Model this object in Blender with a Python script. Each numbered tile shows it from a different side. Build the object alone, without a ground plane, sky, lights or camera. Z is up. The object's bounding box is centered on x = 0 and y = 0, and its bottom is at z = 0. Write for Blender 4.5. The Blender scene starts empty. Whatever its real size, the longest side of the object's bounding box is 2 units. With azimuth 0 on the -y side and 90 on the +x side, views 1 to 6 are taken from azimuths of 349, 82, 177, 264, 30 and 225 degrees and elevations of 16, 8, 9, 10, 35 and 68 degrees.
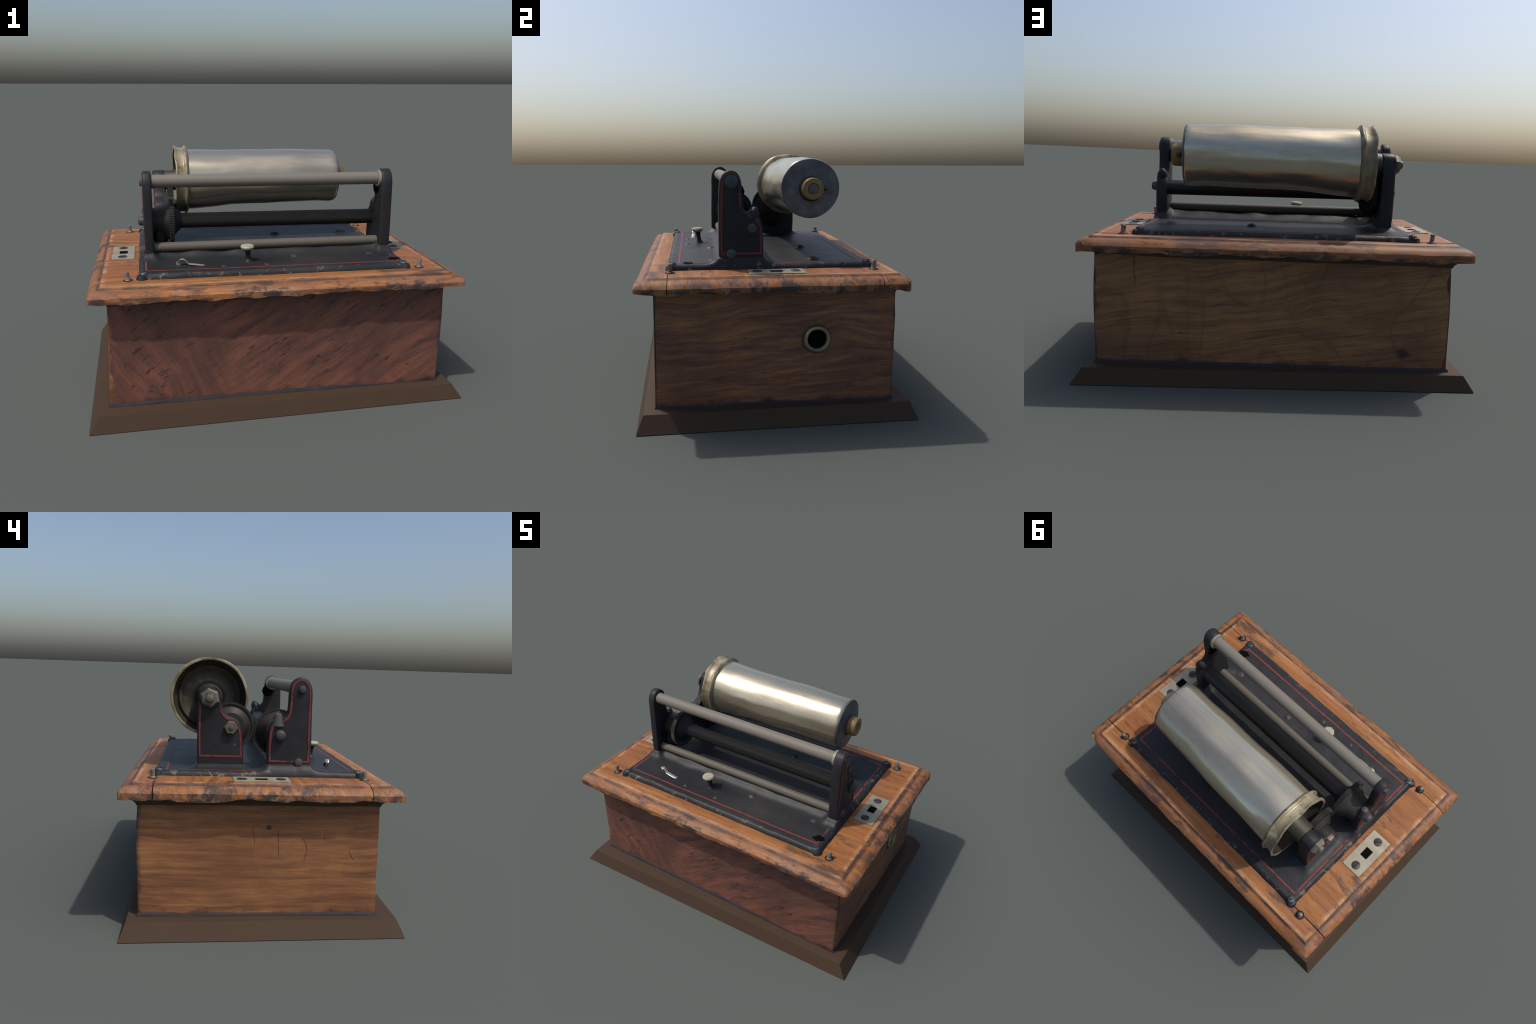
# Antique cylinder phonograph: moulded wooden case on a splayed plinth, black iron bed plate,
# three iron brackets carrying rods and gears, and a nickel-plated record mandrel.
import bpy, bmesh, math, random
from math import sin, cos, pi, radians, exp, hypot, atan2
from mathutils import Vector, Matrix, noise

random.seed(7)
TURN = -radians(1.03)          # the machine stands slightly askew on its plinth
TILT = -0.0075                 # top surfaces fall a little towards +x


def nz(x, y, z, s=1.0):
    return noise.noise(Vector((x * s, y * s, z * s)))


def hexc(r, g, b):             # sRGB 0-255 -> linear
    f = lambda c: (c / 255 / 12.92) if c / 255 <= 0.04045 else ((c / 255 + 0.055) / 1.055) ** 2.4
    return (f(r), f(g), f(b), 1.0)


# --------------------------------------------------------------------------- objects
def empty(name, label=None, category=None):
    o = bpy.data.objects.new(name, None)
    bpy.context.scene.collection.objects.link(o)
    if label:
        o["label"] = label
        o["category"] = category
    return o


ROOT = empty("cylinder_phonograph",
             "old wooden cased phonograph with nickel mandrel and black iron bed",
             "antique phonograph")


def add(name, me, mat, parent=ROOT, turn=True, smooth=True, angle=35):
    if isinstance(me, bmesh.types.BMesh):
        m = bpy.data.meshes.new(name)
        bmesh.ops.recalc_face_normals(me, faces=me.faces[:])
        me.to_mesh(m)
        me.free()
        me = m
    if smooth:
        for p in me.polygons:
            p.use_smooth = True
        me.set_sharp_from_angle(angle=radians(angle))
    if not me.materials:
        me.materials.append(mat)
    o = bpy.data.objects.new(name, me)
    bpy.context.scene.collection.objects.link(o)
    o.parent = parent
    if turn:
        o.rotation_euler = (0, 0, TURN) if parent is ROOT else (0, 0, 0)
    return o


def jitter(bm, amp, scale, seed=0.0):
    for v in bm.verts:
        p = v.co * scale + Vector((seed, seed * 1.7, -seed))
        v.co += noise.noise_vector(p) * amp


# --------------------------------------------------------------------------- mesh makers
def loft(rings, close=True, caps=True):
    """quads between successive closed rings of equal length"""
    bm = bmesh.new()
    vs = [[bm.verts.new(p) for p in r] for r in rings]
    n = len(rings[0])
    for a, b in zip(vs, vs[1:]):
        for i in range(n if close else n - 1):
            j = (i + 1) % n
            bm.faces.new((a[i], a[j], b[j], b[i]))
    if caps:
        bm.faces.new(vs[0][::-1])
        bm.faces.new(vs[-1])
    return bm


def turned(profile, cy, cz, seg=64, cy1=None, cz1=None, wobble=0.0, wscale=6.0, seed=0.0, caps=True):
    """solid of revolution about an x-parallel (or slightly skew) axis. profile: (x, r)"""
    x0, x1 = profile[0][0], profile[-1][0]
    lo, hi = min(p[0] for p in profile), max(p[0] for p in profile)
    cy1 = cy if cy1 is None else cy1
    cz1 = cz if cz1 is None else cz1
    rings = []
    for x, r in profile:
        t = (x - lo) / (hi - lo) if hi > lo else 0
        yy, zz = cy + (cy1 - cy) * t, cz + (cz1 - cz) * t
        ring = []
        for i in range(seg):
            a = 2 * pi * i / seg
            rr = r + (wobble * nz(x * wscale + seed, cos(a) * 1.6 + seed, sin(a) * 1.6) if wobble else 0)
            dx = wobble * 0.8 * nz(cos(a) * 3 + seed, sin(a) * 3, x * 40) if wobble else 0
            ring.append((x + dx, yy + rr * cos(a), zz + rr * sin(a)))
        rings.append(ring)
    return loft(rings, caps=caps)


def upright(profile, cx, cy, seg=32, lean=(0, 0)):
    """solid of revolution about z. profile: (z, r)"""
    z0 = profile[0][0]
    rings = []
    for z, r in profile:
        ox, oy = lean[0] * (z - z0), lean[1] * (z - z0)
        rings.append([(cx + ox + r * cos(2 * pi * i / seg), cy + oy + r * sin(2 * pi * i / seg), z)
                      for i in range(seg)])
    return loft(rings)


def prism_x(outline, x0, x1, bevel=0.006, jit=0.0, seed=0):
    """outline in (y, z) extruded along x, edges rounded"""
    bm = bmesh.new()
    f = bm.faces.new([bm.verts.new((x0, y, z)) for y, z in outline])
    r = bmesh.ops.extrude_face_region(bm, geom=[f])
    for v in r["geom"]:
        if isinstance(v, bmesh.types.BMVert):
            v.co.x = x1
    bmesh.ops.recalc_face_normals(bm, faces=bm.faces[:])
    if bevel:
        es = [e for e in bm.edges if abs(e.verts[0].co.x - e.verts[1].co.x) < 1e-6]
        bmesh.ops.bevel(bm, geom=es, offset=bevel, segments=3, profile=0.5, affect='EDGES')
    if jit:
        jitter(bm, jit, 14, seed)
    return bm


def box(x0, x1, y0, y1, z0, z1, bevel=0.0):
    bm = bmesh.new()
    bmesh.ops.create_cube(bm, size=1)
    for v in bm.verts:
        v.co = Vector(((x0 + x1) / 2 + v.co.x * (x1 - x0), (y0 + y1) / 2 + v.co.y * (y1 - y0),
                       (z0 + z1) / 2 + v.co.z * (z1 - z0)))
    if bevel:
        bmesh.ops.bevel(bm, geom=bm.edges[:], offset=bevel, segments=2, affect='EDGES')
    return bm


def tube(points, radius, seg=10):
    """round or flat strip swept along a poly-line; radius may be (w, h)"""
    pts = [Vector(p) for p in points]
    rings = []
    for i, p in enumerate(pts):
        t = (pts[min(i + 1, len(pts) - 1)] - pts[max(i - 1, 0)]).normalized()
        up = Vector((0, 0, 1)) if abs(t.z) < 0.95 else Vector((0, 1, 0))
        s = t.cross(up).normalized()
        n = s.cross(t)
        w, h = radius if isinstance(radius, tuple) else (radius, radius)
        rings.append([p + s * w * cos(2 * pi * k / seg) + n * h * sin(2 * pi * k / seg) for k in range(seg)])
    return loft(rings)


def catmull(ctrl, n=5, closed=False):
    out = []
    m = len(ctrl)
    rng = range(m if closed else m - 1)
    for i in rng:
        g = lambda k: ctrl[k % m] if closed else ctrl[max(0, min(m - 1, k))]
        p0, p1, p2, p3 = g(i - 1), g(i), g(i + 1), g(i + 2)
        for j in range(n):
            t = j / n
            out.append(tuple(0.5 * (2 * b + (c - a) * t + (2 * a - 5 * b + 4 * c - d) * t * t
                                    + (3 * b - a - 3 * c + d) * t ** 3)
                             for a, b, c, d in zip(p0, p1, p2, p3)))
    if not closed:
        out.append(tuple(ctrl[-1]))
    return out


def inset(poly, d):
    """offset a counter-clockwise (y, z) polygon inwards"""
    n = len(poly)
    area = sum(poly[i][0] * poly[(i + 1) % n][1] - poly[(i + 1) % n][0] * poly[i][1] for i in range(n))
    s = 1 if area > 0 else -1
    out = []
    for i in range(n):
        a, b, c = Vector(poly[i - 1]), Vector(poly[i]), Vector(poly[(i + 1) % n])
        e1, e2 = (b - a).normalized(), (c - b).normalized()
        n1, n2 = Vector((-e1.y, e1.x)) * s, Vector((-e2.y, e2.x)) * s
        k = (n1 + n2)
        k = k / max(0.35, (1 + n1.dot(n2)))
        out.append(tuple(b + k * d))
    return out


def stripe_ring(outline, x, side, w, d, seed=0.0):
    """thin painted line following an outline, standing 1 mm proud of a face at x"""
    wob = lambda p: 0.0022 * nz(p[0] * 14 + seed, p[1] * 14, 1.3)
    a = [tuple(q) for q in inset(outline, d)]
    b = [tuple(q) for q in inset(outline, d + w)]
    bm = bmesh.new()
    rings = []
    for xx in (x - side * 0.004, x + side * 0.0022):
        rings.append([bm.verts.new((xx, p[0] + wob(p), p[1] + wob(p))) for p in a])
        rings.append([bm.verts.new((xx, p[0] - wob(p), p[1] + wob(p))) for p in b])
    n = len(a)
    order = [0, 2, 3, 1]
    for q in range(4):
        r0, r1 = rings[order[q]], rings[order[(q + 1) % 4]]
        for i in range(n):
            j = (i + 1) % n
            bm.faces.new((r0[i], r0[j], r1[j], r1[i]))
    return bm


# --------------------------------------------------------------------------- materials
class Mat:
    def __init__(self, name, rough=0.6, metal=0.0, spec=0.3):
        self.m = bpy.data.materials.new(name)
        self.m.use_nodes = True
        self.t = self.m.node_tree
        self.b = self.t.nodes["Principled BSDF"]
        self.b.inputs["Roughness"].default_value = rough
        self.b.inputs["Metallic"].default_value = metal
        self.b.inputs["Specular IOR Level"].default_value = spec
        self.obj = self.n("ShaderNodeTexCoord").outputs["Object"]

    def n(self, kind, **props):
        nd = self.t.nodes.new(kind)
        for k, v in props.items():
            setattr(nd, k, v)
        return nd

    def put(self, sock, v):
        if isinstance(v, bpy.types.NodeSocket):
            self.t.links.new(v, sock)
        else:
            sock.default_value = v

    def math(self, op, a, b=0.0, clamp=False):
        nd = self.n("ShaderNodeMath", operation=op, use_clamp=clamp)
        self.put(nd.inputs[0], a)
        self.put(nd.inputs[1], b)
        return nd.outputs[0]

    def vec(self, v=None, scale=(1, 1, 1), rot=(0, 0, 0), loc=(0, 0, 0)):
        nd = self.n("ShaderNodeMapping")
        self.put(nd.inputs["Vector"], self.obj if v is None else v)
        nd.inputs["Scale"].default_value = scale
        nd.inputs["Rotation"].default_value = rot
        nd.inputs["Location"].default_value = loc
        return nd.outputs[0]

    def noise(self, v, scale=5.0, detail=4.0, rough=0.55, dist=0.0):
        nd = self.n("ShaderNodeTexNoise")
        self.put(nd.inputs["Vector"], v)
        nd.inputs["Scale"].default_value = scale
        nd.inputs["Detail"].default_value = detail
        nd.inputs["Roughness"].default_value = rough
        nd.inputs["Distortion"].default_value = dist
        return nd

    def ramp(self, fac, stops, interp='LINEAR'):
        nd = self.n("ShaderNodeValToRGB")
        cr = nd.color_ramp
        cr.interpolation = interp
        while len(cr.elements) < len(stops):
            cr.elements.new(0.5)
        for e, (p, c) in zip(cr.elements, stops):
            e.position = p
            e.color = c if isinstance(c, tuple) else (c, c, c, 1)
        self.put(nd.inputs[0], fac)
        return nd.outputs[0]

    def mix(self, fac, a, b, mode='MIX'):
        nd = self.n("ShaderNodeMix", data_type='RGBA', blend_type=mode)
        self.put(nd.inputs[0], fac)
        self.put(nd.inputs[6], a)
        self.put(nd.inputs[7], b)
        return nd.outputs[2]

    def warp(self, v, amount, scale, detail=2.0):
        nn = self.noise(v, scale, detail)
        s = self.n("ShaderNodeVectorMath", operation='SUBTRACT')
        self.put(s.inputs[0], nn.outputs["Color"])
        s.inputs[1].default_value = (0.5, 0.5, 0.5)
        k = self.n("ShaderNodeVectorMath", operation='MULTIPLY')
        self.put(k.inputs[0], s.outputs[0])
        k.inputs[1].default_value = amount if isinstance(amount, tuple) else (amount,) * 3
        a = self.n("ShaderNodeVectorMath", operation='ADD')
        self.put(a.inputs[0], v)
        self.put(a.inputs[1], k.outputs[0])
        return a.outputs[0]

    def xyz(self, v=None):
        s = self.n("ShaderNodeSeparateXYZ")
        self.put(s.inputs[0], self.obj if v is None else v)
        return s.outputs

    def finish(self, color, bump=None, strength=0.3, dist=0.004, rough=None):
        self.put(self.b.inputs["Base Color"], color)
        if bump is not None:
            b = self.n("ShaderNodeBump")
            b.inputs["Strength"].default_value = strength
            b.inputs["Distance"].default_value = dist
            self.put(b.inputs["Height"], bump)
            self.put(self.b.inputs["Normal"], b.outputs[0])
        if rough is not None:
            self.put(self.b.inputs["Roughness"], rough)
        return self.m


def plain(name, col, rough=0.6, metal=0.0, spec=0.3, vary=0.15, scale=18, spots=None):
    M = Mat(name, rough, metal, spec)
    nn = M.noise(M.vec(), scale, 5, 0.65).outputs["Fac"]
    lo = tuple(c * (1 - vary) for c in col[:3]) + (1,)
    hi = tuple(min(1, c * (1 + vary)) for c in col[:3]) + (1,)
    c = M.ramp(nn, [(0.3, lo), (0.7, hi)])
    if spots:
        sc, sz, thr = spots
        k = M.noise(M.vec(loc=(3, 1, 2)), sz, 4, 0.7).outputs["Fac"]
        c = M.mix(M.ramp(k, [(thr, 0.0), (thr + 0.08, 1.0)]), c, sc)
    return M.finish(c, nn, 0.25)


def grain_pores(M, v, stretch, thr=0.34):
    """thin dark pores drawn out along the grain"""
    k = M.noise(M.vec(v, stretch), 1.0, 3, 0.6).outputs["Fac"]
    return M.ramp(k, [(thr - 0.08, 1.0), (thr, 0.0)])


DARKSTAIN = hexc(46, 38, 38)


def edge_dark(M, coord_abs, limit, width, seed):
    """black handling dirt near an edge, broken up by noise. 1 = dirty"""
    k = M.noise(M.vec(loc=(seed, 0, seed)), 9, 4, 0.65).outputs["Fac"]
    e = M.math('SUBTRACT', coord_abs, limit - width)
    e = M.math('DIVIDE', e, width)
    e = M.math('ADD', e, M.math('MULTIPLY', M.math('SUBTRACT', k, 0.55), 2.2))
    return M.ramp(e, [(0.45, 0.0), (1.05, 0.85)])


def wood_lid():
    M = Mat("worn_oak_lid", 0.55, spec=0.3)
    v = M.warp(M.vec(), (0.05, 0.03, 0.03), 3.0)
    g = M.noise(M.vec(v, (1.8, 34, 34)), 1.0, 8, 0.72).outputs["Fac"]
    col = M.ramp(g, [(0.28, hexc(84, 56, 36)), (0.45, hexc(127, 83, 46)), (0.6, hexc(150, 101, 57)),
                     (0.78, hexc(176, 126, 77))])
    broad = M.noise(M.vec(None, (1.2, 2.4, 2), loc=(5, 2, 0)), 2.2, 4, 0.65).outputs["Fac"]
    col = M.mix(M.ramp(broad, [(0.4, 0.0), (0.68, 0.55)]), col, hexc(130, 72, 38))
    pores = grain_pores(M, v, (9, 150, 150), 0.37)
    col = M.mix(M.math('MULTIPLY', pores, 0.6), col, hexc(82, 54, 42))
    # short end-grain checks running across the ends
    s = M.xyz()
    ax = M.math('ABSOLUTE', s[0])
    ay = M.math('ABSOLUTE', s[1])
    ends = M.ramp(ax, [(0.70, 0.0), (0.74, 1.0)])
    checks = M.noise(M.vec(None, (14, 95, 8)), 1.0, 3, 0.6).outputs["Fac"]
    col = M.mix(M.math('MULTIPLY', M.math('MULTIPLY', M.ramp(checks, [(0.28, 1.0), (0.36, 0.0)]), ends), 0.7),
                col, hexc(70, 45, 36))
    # distance from the lid rim, for the dirt in the quirk and the scuffed rim
    d = M.math('MINIMUM', M.math('SUBTRACT', 0.955, ax), M.math('SUBTRACT', 0.668, ay))
    wear = M.noise(M.vec(None, (3.2, 3.2, 3.2)), 2.0, 5, 0.7).outputs["Fac"]
    quirk = M.ramp(d, [(0.036, 0.0), (0.046, 1.0), (0.054, 1.0), (0.062, 0.0)])
    quirk = M.math('MULTIPLY', quirk, M.ramp(wear, [(0.34, 0.0), (0.50, 0.95)]))
    col = M.mix(quirk, col, hexc(50, 43, 41))
    # pale rubbed arris beside the quirk and along the lip
    rub = M.noise(M.vec(None, (3, 12, 12), loc=(7, 7, 1)), 1.6, 5, 0.7).outputs["Fac"]
    arris = M.math('MULTIPLY', M.ramp(d, [(0.056, 0.0), (0.064, 1.0), (0.070, 1.0), (0.086, 0.0)]), M.ramp(rub, [(0.40, 0.0), (0.60, 0.8)]))
    col = M.mix(arris, col, hexc(176, 136, 98))
    lipl = M.math('MULTIPLY', M.ramp(d, [(0.004, 1.0), (0.030, 0.0)]), M.ramp(rub, [(0.52, 0.0), (0.62, 0.7)]))
    col = M.mix(lipl, col, hexc(150, 116, 92))
    where = M.noise(M.vec(None, (1, 1, 1), loc=(2, 6, 0)), 1.7, 2, 0.5).outputs["Fac"]
    where = M.ramp(where, [(0.36, 0.35), (0.56, 1.0)])
    rim = M.math('MULTIPLY', M.ramp(d, [(0.0, 1.0), (0.05, 0.7), (0.085, 0.0)]), where)
    mauve = M.noise(M.vec(None, (2.0, 6.0, 6.0), loc=(1, 7, 3)), 1.4, 5, 0.7).outputs["Fac"]
    col = M.mix(M.math('MULTIPLY', rim, M.ramp(mauve, [(0.45, 0.0), (0.62, 0.65)])), col, hexc(112, 82, 70))
    chips = M.noise(M.vec(None, (3.2, 6, 6), loc=(2, 4, 8)), 1.5, 7, 0.74).outputs["Fac"]
    col = M.mix(M.math('MULTIPLY', rim, M.ramp(chips, [(0.525, 0.0), (0.575, 0.9)])), col, hexc(50, 45, 45))
    lip = M.ramp(s[2], [(0.664, 1.0), (0.682, 0.0)])
    lipn = M.noise(M.vec(None, (4, 7, 9), loc=(6, 1, 4)), 2.0, 5, 0.7).outputs["Fac"]
    col = M.mix(M.math('MULTIPLY', lip, M.ramp(lipn, [(0.46, 0.0), (0.54, 0.9)])), col, hexc(44, 42, 46))
    stain = M.noise(M.vec(None, (1.8, 4.5, 5), loc=(4, 9, 2)), 1.5, 7, 0.72).outputs["Fac"]
    col = M.mix(M.ramp(stain, [(0.555, 0.0), (0.62, 0.8)]), col, hexc(66, 50, 44))
    pits = M.noise(M.vec(None, (8, 20, 20), loc=(9, 4, 1)), 1.7, 4, 0.7).outputs["Fac"]
    col = M.mix(M.ramp(pits, [(0.70, 0.0), (0.74, 0.85)]), col, hexc(60, 48, 46))
    h = M.math('SUBTRACT', g, M.math('MULTIPLY', pores, 0.6))
    return M.finish(col, h, 0.45, 0.004)


def wood_panel(name, kind):
    """case boards: 'front' feathered mahogany, 'left' straight grain, 'right' knotty, 'back' cathedral"""
    M = Mat(name, 0.5, spec=0.3)
    s = M.xyz()
    if kind == 'front':
        base = [hexc(66, 48, 46), hexc(104, 70, 59), hexc(136, 84, 66)]
        # fan of the crotch figure: grain angle swings from steep (left) to 32 degrees (right)
        v1 = M.vec(M.warp(M.vec(), 0.10, 2.0), (1, 1, 1), rot=(0, radians(32), 0))
        v2 = M.vec(M.warp(M.vec(), 0.12, 2.2), (1, 1, 1), rot=(0, radians(-62), 0))
        ga = M.noise(M.vec(v1, (3.2, 6, 22)), 1.0, 8, 0.72).outputs["Fac"]
        gb = M.noise(M.vec(v2, (2.6, 5, 18)), 1.0, 8, 0.72).outputs["Fac"]
        sw = M.math('ADD', s[0], M.math('MULTIPLY', s[2], 0.5))
        w = M.ramp(sw, [(0.0, 0.0), (0.30, 1.0)])
        nd = M.n("ShaderNodeMapRange")
        M.put(nd.inputs[0], sw)
        nd.inputs[1].default_value, nd.inputs[2].default_value = -0.42, 0.0
        w = nd.outputs[0]
        g = M.math('ADD', M.math('MULTIPLY', ga, w), M.math('MULTIPLY', gb, M.math('SUBTRACT', 1.0, w)))
        pores = grain_pores(M, v1, (22, 40, 95), 0.36)
        pore_k, spotk = 0.55, 0.70
        edge = M.math('ABSOLUTE', s[0])
        lim = 0.89
    elif kind == 'back':
        base = [hexc(88, 62, 48), hexc(134, 95, 62), hexc(160, 115, 74)]
        v = M.vec(M.warp(M.vec(), 0.14, 1.6), rot=(0, radians(-9), 0))
        g = M.noise(M.vec(v, (3.0, 6, 60)), 1.0, 8, 0.72).outputs["Fac"]
        pores = grain_pores(M, v, (10, 20, 170), 0.38)
        pore_k, spotk = 0.65, 0.70
        edge = M.math('ABSOLUTE', s[0])
        lim = 0.89
    elif kind == 'left':
        base = [hexc(92, 60, 46), hexc(132, 90, 58), hexc(164, 116, 73)]
        v = M.warp(M.vec(), 0.05, 2.0)
        g = M.noise(M.vec(v, (4, 2.2, 34)), 1.0, 8, 0.70).outputs["Fac"]
        pores = grain_pores(M, v, (20, 9, 150), 0.36)
        pore_k, spotk = 0.75, 0.72
        edge = M.math('ABSOLUTE', s[1])
        lim = 0.58
    else:
        base = [hexc(72, 52, 48), hexc(126, 86, 62), hexc(176, 120, 74)]
        v0 = M.warp(M.vec(), 0.08, 2.4)
        q = M.xyz(v0)
        # growth lines bend round a knot beside the crank bush
        ky = M.math('SUBTRACT', q[1], 0.33)
        kz = M.math('SUBTRACT', q[2], 0.42)
        r = M.math('SQRT', M.math('ADD', M.math('MULTIPLY', ky, ky), M.math('MULTIPLY', M.math('MULTIPLY', kz, kz), 2.0)))
        near = M.math('MULTIPLY', M.math('POWER', 2.718, M.math('MULTIPLY', M.math('MULTIPLY', r, r), -46.0)), 0.15)
        ph = M.math('ADD', M.math('MULTIPLY', r, near), M.math('MULTIPLY', q[2], M.math('SUBTRACT', 1.0, near)))
        cb = M.n("ShaderNodeCombineXYZ")
        M.put(cb.inputs[1], M.math('MULTIPLY', q[1], 0.35))
        M.put(cb.inputs[2], M.math('ADD', ph, M.math('MULTIPLY', q[1], -0.06)))
        v = cb.outputs[0]
        g = M.noise(M.vec(v, (4, 8, 34)), 1.0, 8, 0.72).outputs["Fac"]
        pores = grain_pores(M, v, (20, 28, 120), 0.37)
        pore_k, spotk = 0.75, 0.68
        edge = M.math('ABSOLUTE', s[1])
        lim = 0.585
    col = M.ramp(g, [(0.30, base[0]), (0.5, base[1]), (0.72, base[2])])
    blot = M.noise(M.vec(loc=(3, 8, 5)), 2.6, 4, 0.6).outputs["Fac"]
    col = M.mix(M.ramp(blot, [(0.42, 0.0), (0.70, 0.6)]), col, base[0])
    col = M.mix(M.math('MULTIPLY', pores, pore_k), col, tuple(c * 0.5 for c in base[0][:3]) + (1,))
    if kind == 'back':
        c0 = M.noise(M.vec(M.warp(M.vec(), 0.03, 9), (1.5, 1.5, 0.85), loc=(0.3, 0, 0.6)), 1.3, 1, 0.4).outputs["Fac"]
        line = M.math('PINGPONG', M.math('MULTIPLY', c0, 9.0), 0.5)
        col = M.mix(M.ramp(line, [(0.0, 0.28), (0.06, 0.0)]), col, hexc(64, 40, 32))
    if kind == 'back':
        # one dark knot low down towards the drive end, and a hairline check near the far corner
        w = M.xyz(M.warp(M.vec(), 0.035, 14))
        kx = M.math('DIVIDE', M.math('ADD', w[0], 0.655), 0.046)
        kz_ = M.math('DIVIDE', M.math('SUBTRACT', w[2], 0.165), 0.032)
        rr = M.math('SQRT', M.math('ADD', M.math('MULTIPLY', kx, kx), M.math('MULTIPLY', kz_, kz_)))
        col = M.mix(M.ramp(rr, [(0.35, 0.85), (1.0, 0.0)]), col, DARKSTAIN)
        chk = M.math('DIVIDE', M.math('ABSOLUTE', M.math('SUBTRACT', w[0], 0.70)), 0.006)
        up = M.ramp(s[2], [(0.47, 0.0), (0.50, 1.0)])
        col = M.mix(M.math('MULTIPLY', M.ramp(chk, [(0.2, 0.7), (1.0, 0.0)]), up), col, DARKSTAIN)
    if kind == 'front':
        # chattered dark dashes along the figure, gathered in drifts
        dash = M.noise(M.vec(v1, (13, 20, 46), loc=(2, 0, 5)), 1.0, 4, 0.65).outputs["Fac"]
        drift = M.noise(M.vec(None, (2.2, 2.2, 3.0), loc=(1, 4, 2)), 1.4, 3, 0.6).outputs["Fac"]
        k = M.math('MULTIPLY', M.ramp(dash, [(0.58, 0.0), (0.64, 1.0)]), M.ramp(drift, [(0.45, 0.0), (0.56, 0.85)]))
        col = M.mix(k, col, hexc(48, 38, 40))
    spots = M.noise(M.vec(None, (9, 9, 14), loc=(kind == 'left', 3, 6)), 1.5, 5, 0.65).outputs["Fac"]
    col = M.mix(M.ramp(spots, [(spotk - 0.03, 0.0), (spotk + 0.02, 0.8)]), col, DARKSTAIN)
    col = M.mix(edge_dark(M, edge, lim + 0.008, 0.038, 4.0), col, hexc(44, 38, 42))
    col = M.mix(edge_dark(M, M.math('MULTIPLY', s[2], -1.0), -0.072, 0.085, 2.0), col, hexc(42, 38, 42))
    h = M.math('SUBTRACT', g, M.math('MULTIPLY', pores, 0.5))
    return M.finish(col, h, 0.35, 0.003)


def iron_plate():
    M = Mat("black_japanned_iron", 0.5, spec=0.25)
    k = M.noise(M.vec(), 7, 6, 0.65).outputs["Fac"]
    col = M.ramp(k, [(0.3, hexc(27, 29, 32)), (0.7, hexc(37, 38, 41))])
    dust = M.noise(M.vec(loc=(3, 3, 0)), 2.5, 4, 0.6).outputs["Fac"]
    col = M.mix(M.ramp(dust, [(0.45, 0.0), (0.68, 0.7)]), col, hexc(50, 48, 46))
    s = M.xyz()
    d = M.math('MINIMUM', M.math('SUBTRACT', 0.715, M.math('ABSOLUTE', s[0])),
               M.math('SUBTRACT', 0.527, M.math('ABSOLUTE', s[1])))
    chips = M.noise(M.vec(None, (16, 16, 16), loc=(1, 5, 2)), 1.6, 5, 0.7).outputs["Fac"]
    rim = M.ramp(d, [(0.0, 1.0), (0.02, 0.8), (0.035, 0.0)])
    col = M.mix(M.math('MULTIPLY', rim, M.ramp(chips, [(0.58, 0.0), (0.63, 0.9)])), col, hexc(104, 94, 86))
    fine = M.noise(M.vec(), 60, 3).outputs["Fac"]
    return M.finish(col, M.math('ADD', k, M.math('MULTIPLY', fine, 0.25)), 0.35, 0.005)


def iron_part(name, a, b):
    M = Mat(name, 0.5, spec=0.25)
    k = M.noise(M.vec(), 9, 6, 0.65).outputs["Fac"]
    col = M.ramp(k, [(0.3, a), (0.7, b)])
    sp = M.noise(M.vec(loc=(8, 2, 4)), 38, 3, 0.6).outputs["Fac"]
    col = M.mix(M.ramp(sp, [(0.72, 0.0), (0.76, 0.5)]), col, hexc(96, 96, 98))
    return M.finish(col, k, 0.35, 0.005)


def nickel(name, a, b, c, rough=0.33, metal=0.8, spots=0.70, spotcol=hexc(66, 58, 48)):
    M = Mat(name, rough, metal, 0.5)
    v = M.warp(M.vec(), 0.02, 6)
    k = M.noise(M.vec(v, (0.9, 9, 9)), 1.0, 5, 0.6).outputs["Fac"]
    col = M.ramp(k, [(0.3, a), (0.52, b), (0.75, c)])
    rings = M.noise(M.vec(None, (120, 3, 3)), 1.0, 2, 0.5).outputs["Fac"]
    col = M.mix(M.ramp(rings, [(0.3, 0.08), (0.45, 0.0)]), col, a)
    sp = M.noise(M.vec(loc=(2, 6, 1)), 26, 4, 0.7).outputs["Fac"]
    col = M.mix(M.ramp(sp, [(spots, 0.0), (spots + 0.05, 0.8)]), col, spotcol)
    rr = M.ramp(k, [(0.3, rough + 0.08), (0.7, max(0.1, rough - 0.06))])
    big = M.noise(M.vec(None, (3, 8, 8)), 1.0, 2, 0.5).outputs["Fac"]
    return M.finish(col, big, 0.35, 0.018, rough=rr)


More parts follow.
